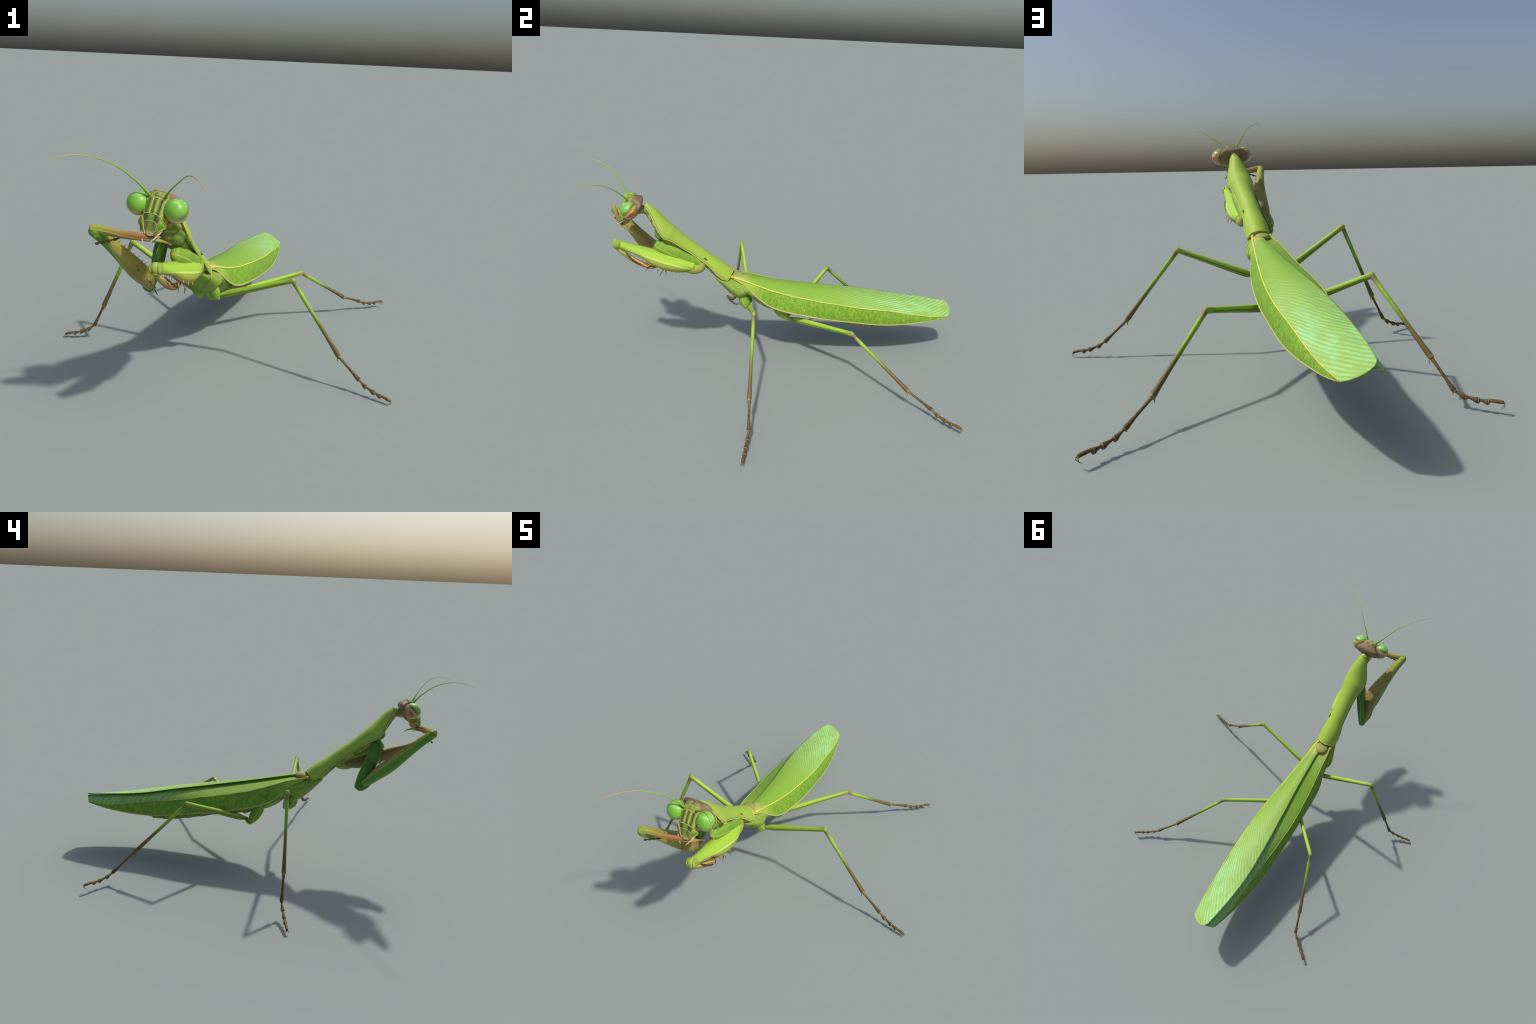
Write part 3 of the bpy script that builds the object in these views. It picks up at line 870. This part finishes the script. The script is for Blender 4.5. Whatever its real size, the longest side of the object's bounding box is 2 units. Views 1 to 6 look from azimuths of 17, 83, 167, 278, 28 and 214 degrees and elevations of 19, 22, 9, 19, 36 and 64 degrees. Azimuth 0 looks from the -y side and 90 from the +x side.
limb("coxa", [(-.010, -.622, .688, .026, .020), (-.010, -.602, .672, .033, .025), (-.010, -.555, .650, .034, .024), (-.010, -.495, .620, .031, .021), (-.012, -.435, .592, .026, .019), (-.012, -.408, .572, .018, .015)], (0, .5, .85), m_coxa, fl, 48, 28)
limb("trochanter", [(-.010, -.398, .575, .018, .016), (-.008, -.415, .560, .026, .021), (-.004, -.445, .558, .029, .022), (-.002, -.475, .564, .026, .020)], (0, .35, .93), plain("trochanter_shell", (160, 164, 74), .42, .15, 30), fl, 30, 24)
t_path = [(.014, -.828, .690), (.013, -.800, .662), (.012, -.760, .628), (.010, -.715, .597), (.009, -.672, .577), (.010, -.652, .570)]
limb("tibia", [(*p, a, b) for p, a, b in zip(t_path, (.012, .012, .0125, .0125, .0115, .009), (.010, .010, .0105, .0105, .0095, .007))], (0, .6, .8), m_ftib, fl, 60, 20)
v1, f1 = tube_mesh([(.010, -.655, .570), (.011, -.635, .574), (.013, -.618, .588)], [.0085, .005, .0008], 10, 20)
add("tibia_claw", v1, f1, m_ftib, fl, frame_from((.010, -.655, .570), (0, 1, .4), (1, 0, 0)))
tibia_spines(t_path, unit(V(.1, .35, .9)), fl, 13, .016, .3, .98)
tarsus_chain([(.024, -.775, .655), (.030, -.755, .634), (.033, -.738, .617), (.034, -.722, .604), (.034, -.708, .596)], .0036, fl, m_foretarsus, lobe=.3)

# --- right foreleg: raised, shin across the mouth
R_rows = [(-.167, -.542, .510, .0270, .0175), (-.162, -.566, .529, .0390, .0215), (-.147, -.602, .562, .0440, .0300), (-.143, -.650, .603, .0510, .0345), (-.150, -.697, .651, .0430, .0320),
          (-.161, -.746, .704, .0325, .0265), (-.175, -.796, .759, .0233, .0228), (-.186, -.832, .795, .0202, .0218), (-.190, -.848, .811, .0200, .0220)]
RWd = V(.902, -.383, -.201)
fr, (C, W, H, w, h) = limb("foreleg", R_rows, RWd, m_ffemR, ROOT, 80, 36, 2.3, (.6, .8))
ax = unit(C[-1] - C[0])
knee_lobes(fr, (-.190, -.848, .810), unit(np.cross(ax, RWd)), ax, .0190, .60)
for k in range(16):
    i = int(8 + 56 * k / 15)
    d = unit(W[i] * .85 - unit(np.cross(W[i], ax)) * 0 + V(0, -.35, .25))
    e = unit(V(.55, -.10, .80) - (V(.55, -.10, .80) @ ax) * ax)
    p = C[i] + e * math.hypot(w[i] * (W[i] @ e), h[i] * (H[i] @ e)) * .95
    spine(p, e + V(.1, -.25, .0) + V(*rng.normal(0, .06, 3)), .012 + .006 * rng.random(), .0017, fr)
for i, ln in ((14, .046), (22, .036), (30, .036), (40, .022)):
    p = C[i] + W[i] * w[i] * .93
    spine(p, W[i] + V(0, -.35, -.25), ln, .0034 if ln < .04 else .0042, fr)
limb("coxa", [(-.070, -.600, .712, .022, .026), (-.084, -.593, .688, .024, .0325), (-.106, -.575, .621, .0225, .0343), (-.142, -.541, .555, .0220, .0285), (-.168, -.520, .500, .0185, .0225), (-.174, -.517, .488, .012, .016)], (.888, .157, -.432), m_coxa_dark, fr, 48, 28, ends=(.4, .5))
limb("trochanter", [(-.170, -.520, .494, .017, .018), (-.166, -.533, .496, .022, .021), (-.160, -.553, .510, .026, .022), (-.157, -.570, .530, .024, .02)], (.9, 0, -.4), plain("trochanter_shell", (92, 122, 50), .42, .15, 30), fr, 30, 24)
t_path = [(-.196, -.856, .820), (-.178, -.848, .816), (-.150, -.838, .810), (-.106, -.828, .803), (-.060, -.814, .799), (-.022, -.795, .790), (-.004, -.784, .784)]
limb("tibia", [(*p, a, b) for p, a, b in zip(t_path, (.014, .017, .0165, .0155, .0150, .0110, .0080), (.012, .0115, .0105, .0100, .0100, .0085, .0065))], (.0, -.3, .95), m_ftib, fr, 60, 20)
v1, f1 = tube_mesh([(-.008, -.786, .786), (.010, -.768, .778), (.022, -.750, .768), (.027, -.735, .757)], [.0085, .0055, .003, .0006], 10, 24)
add("tibia_claw", v1, f1, m_ftib, fr, frame_from((-.008, -.786, .786), (.04, .05, -.03), (0, 0, 1)))
tibia_spines(t_path, unit(V(.1, .35, -.95)), fr, 14, .011, .35, .97)
tarsus_chain([(-.112, -.826, .788), (-.130, -.833, .783), (-.150, -.840, .777), (-.168, -.845, .772), (-.186, -.850, .766)], .0042, fr, m_foretarsus, lobe=.3)
for s in (1, -1):
    spine(V(-.185, -.850, .766), V(-.8, -.1 + .5 * s, .25), .010, .0012, fr, "tarsus_claw")

# ================================================================== WALKING LEGS
def walking_leg(base, knee, tib, bas, toe, coxa_top, coxa_tip, cr):
    base, knee, tib, bas, toe = (V(*p) for p in (base, knee, tib, bas, toe))
    d = knee - base
    up = unit(V(0, 0, 1) - (V(0, 0, 1) @ unit(d)) * unit(d))
    prof = [(0, .0085, .0082), (.05, .0120, .0100), (.14, .0168, .0115), (.3, .0165, .0112), (.55, .0142, .0102), (.8, .0124, .0096), (.93, .0124, .0100), (1., .0126, .0104)]
    rows = [(*(base + d * f), a, b) for f, a, b in prof]
    leg, _ = limb("walking_leg", rows, up, m_wfem, ROOT, 60, 24, 2.3, (.6, .8))
    # knee block
    ev, ef = ellipsoid(knee, (.0128, .0106, .0130), [unit(d), unit(np.cross(up, d)), up], 18, 12)
    add("knee", ev, ef, m_knee, leg)
    # tibia
    e = tib - knee
    up2 = unit(unit(d) + unit(V(0, 0, 1)) * .5)
    prof = [(0, .0082, .0078), (.03, .0104, .0090), (.08, .0094, .0084), (.16, .0096, .0084), (.4, .0086, .0078), (.65, .0084, .0078), (.85, .0096, .0090), (.96, .0112, .0104), (1., .0106, .0100)]
    limb("tibia", [(*(knee + e * f), a, b) for f, a, b in prof], up2, m_wtib, leg, 60, 20, 2.2, (.5, .4))
    for s in (1, -1):
        q = unit(np.cross(e, V(0, 0, 1)))
        spine(tib + q * s * .005 - up2 * .008, unit(e) * .8 - up2 * .35 + q * s * .25, .018, .0028, leg, "tibia_spur")
    # tarsus: long first joint then four short lobed joints
    f = bas - tib
    rows = [(*(tib + f * k), r, r) for k, r in ((0, .0072), (.1, .0062), (.4, .0054), (.7, .0064), (.92, .0092), (1., .0084))]
    limb("basitarsus", rows, (0.02, 0.03, 1), m_tar, leg, 36, 14, 2, (.4, .6))
    g = toe - bas
    def at(k, sag=.011): return bas + g * k - V(0, 0, 1) * sag * math.sin(math.pi * min(1, k ** .75)) ** .8
    pts = [at(0), at(.243), at(.509), at(.709)]
    tarsus_chain(pts, .0080, leg, m_tar)
    parts = []
    P = [at(.70) + V(0, 0, .003), at(.80) + V(0, 0, .003), at(.92) + V(0, 0, .002), toe]
    v1, f1 = tube_mesh(P, [.0058, .0058, .0066, .0058], 12, 24)
    add("tarsus_tip", v1, f1, m_tar, leg, frame_from(P[0], toe - P[0], (0, 0, 1)))
    # pale joint rings
    for k in (0., .243, .509, .709):
        p = at(k); dd = unit(at(min(1, k + .05)) - at(max(0, k - .05)))
        a1 = unit(np.cross(dd, V(0, 0, 1))); a2 = np.cross(a1, dd)
        t = np.linspace(0, 2 * np.pi, 15)
        rv, rf = tube_mesh([p - V(0, 0, .0022) + a1 * .0077 * math.cos(x) + a2 * .0095 * math.sin(x) for x in t], .0013, 6, 30)
        add("joint_ring", rv, rf, m_ring, leg)
    dd = unit(V(g[0], g[1], 0))
    q = unit(np.cross(dd, V(0, 0, 1)))
    zb = toe[2]
    for s in (1, -1):
        P = [toe + q * s * .002, toe + dd * .004 + q * s * .004 - V(0, 0, .004), toe + dd * .004 + q * s * .007 - V(0, 0, min(.013, zb * .55)), toe - dd * .006 + q * s * .009 - V(0, 0, min(.023, zb - .0012))]
        v1, f1 = tube_mesh(P, [.0024, .0018, .0013, .0004], 8, 24)
        add("claw", v1, f1, m_claw, leg, frame_from(P[0], P[-1] - P[0], dd))
    # coxa: leaf-shaped, hanging from the thorax
    a, b = V(*coxa_top), V(*coxa_tip)
    rows = [(*(a + (b - a) * k), cr * x, cr * y) for k, x, y in ((0, .75, .7), (.25, 1., .85), (.55, 1.05, .85), (.8, .8, .7), (1., .42, .45))]
    limb("coxa", rows, (0, 1, .4), m_coxa, leg, 36, 24, 2.2, (.5, .8))
    v1, f1 = tube_mesh([b, b * .5 + base * .5 + V(0, 0, -.004), base, base + d * .04], [cr * .42, .012, .010, .009], 14, 24)
    add("trochanter", v1, f1, m_knee, leg)
    return leg

m_ring = plain("joint_ring_tan", (168, 140, 84), .45, .1, 90)
walking_leg((-.017, -.149, .330), (.324, -.162, .465), (.560, -.191, .158), (.656, -.198, .069), (.797, -.234, .020),
            (-.030, -.190, .385), (-.026, -.163, .322), .026)
walking_leg((-.115, -.138, .322), (-.443, -.173, .537), (-.602, -.190, .190), (-.660, -.192, .074), (-.799, -.234, .020),
            (-.118, -.190, .385), (-.108, -.160, .316), .026)
walking_leg((-.045, .092, .240), (.254, .340, .312), (.458, .590, .107), (.539, .684, .057), (.659, .780, .039),
            (-.024, -.010, .324), (-.024, .060, .257), .024)
walking_leg((-.109, .073, .229), (-.381, .338, .402), (-.501, .594, .147), (-.541, .684, .055), (-.662, .780, .041),
            (-.138, -.014, .330), (-.137, .046, .219), .028)
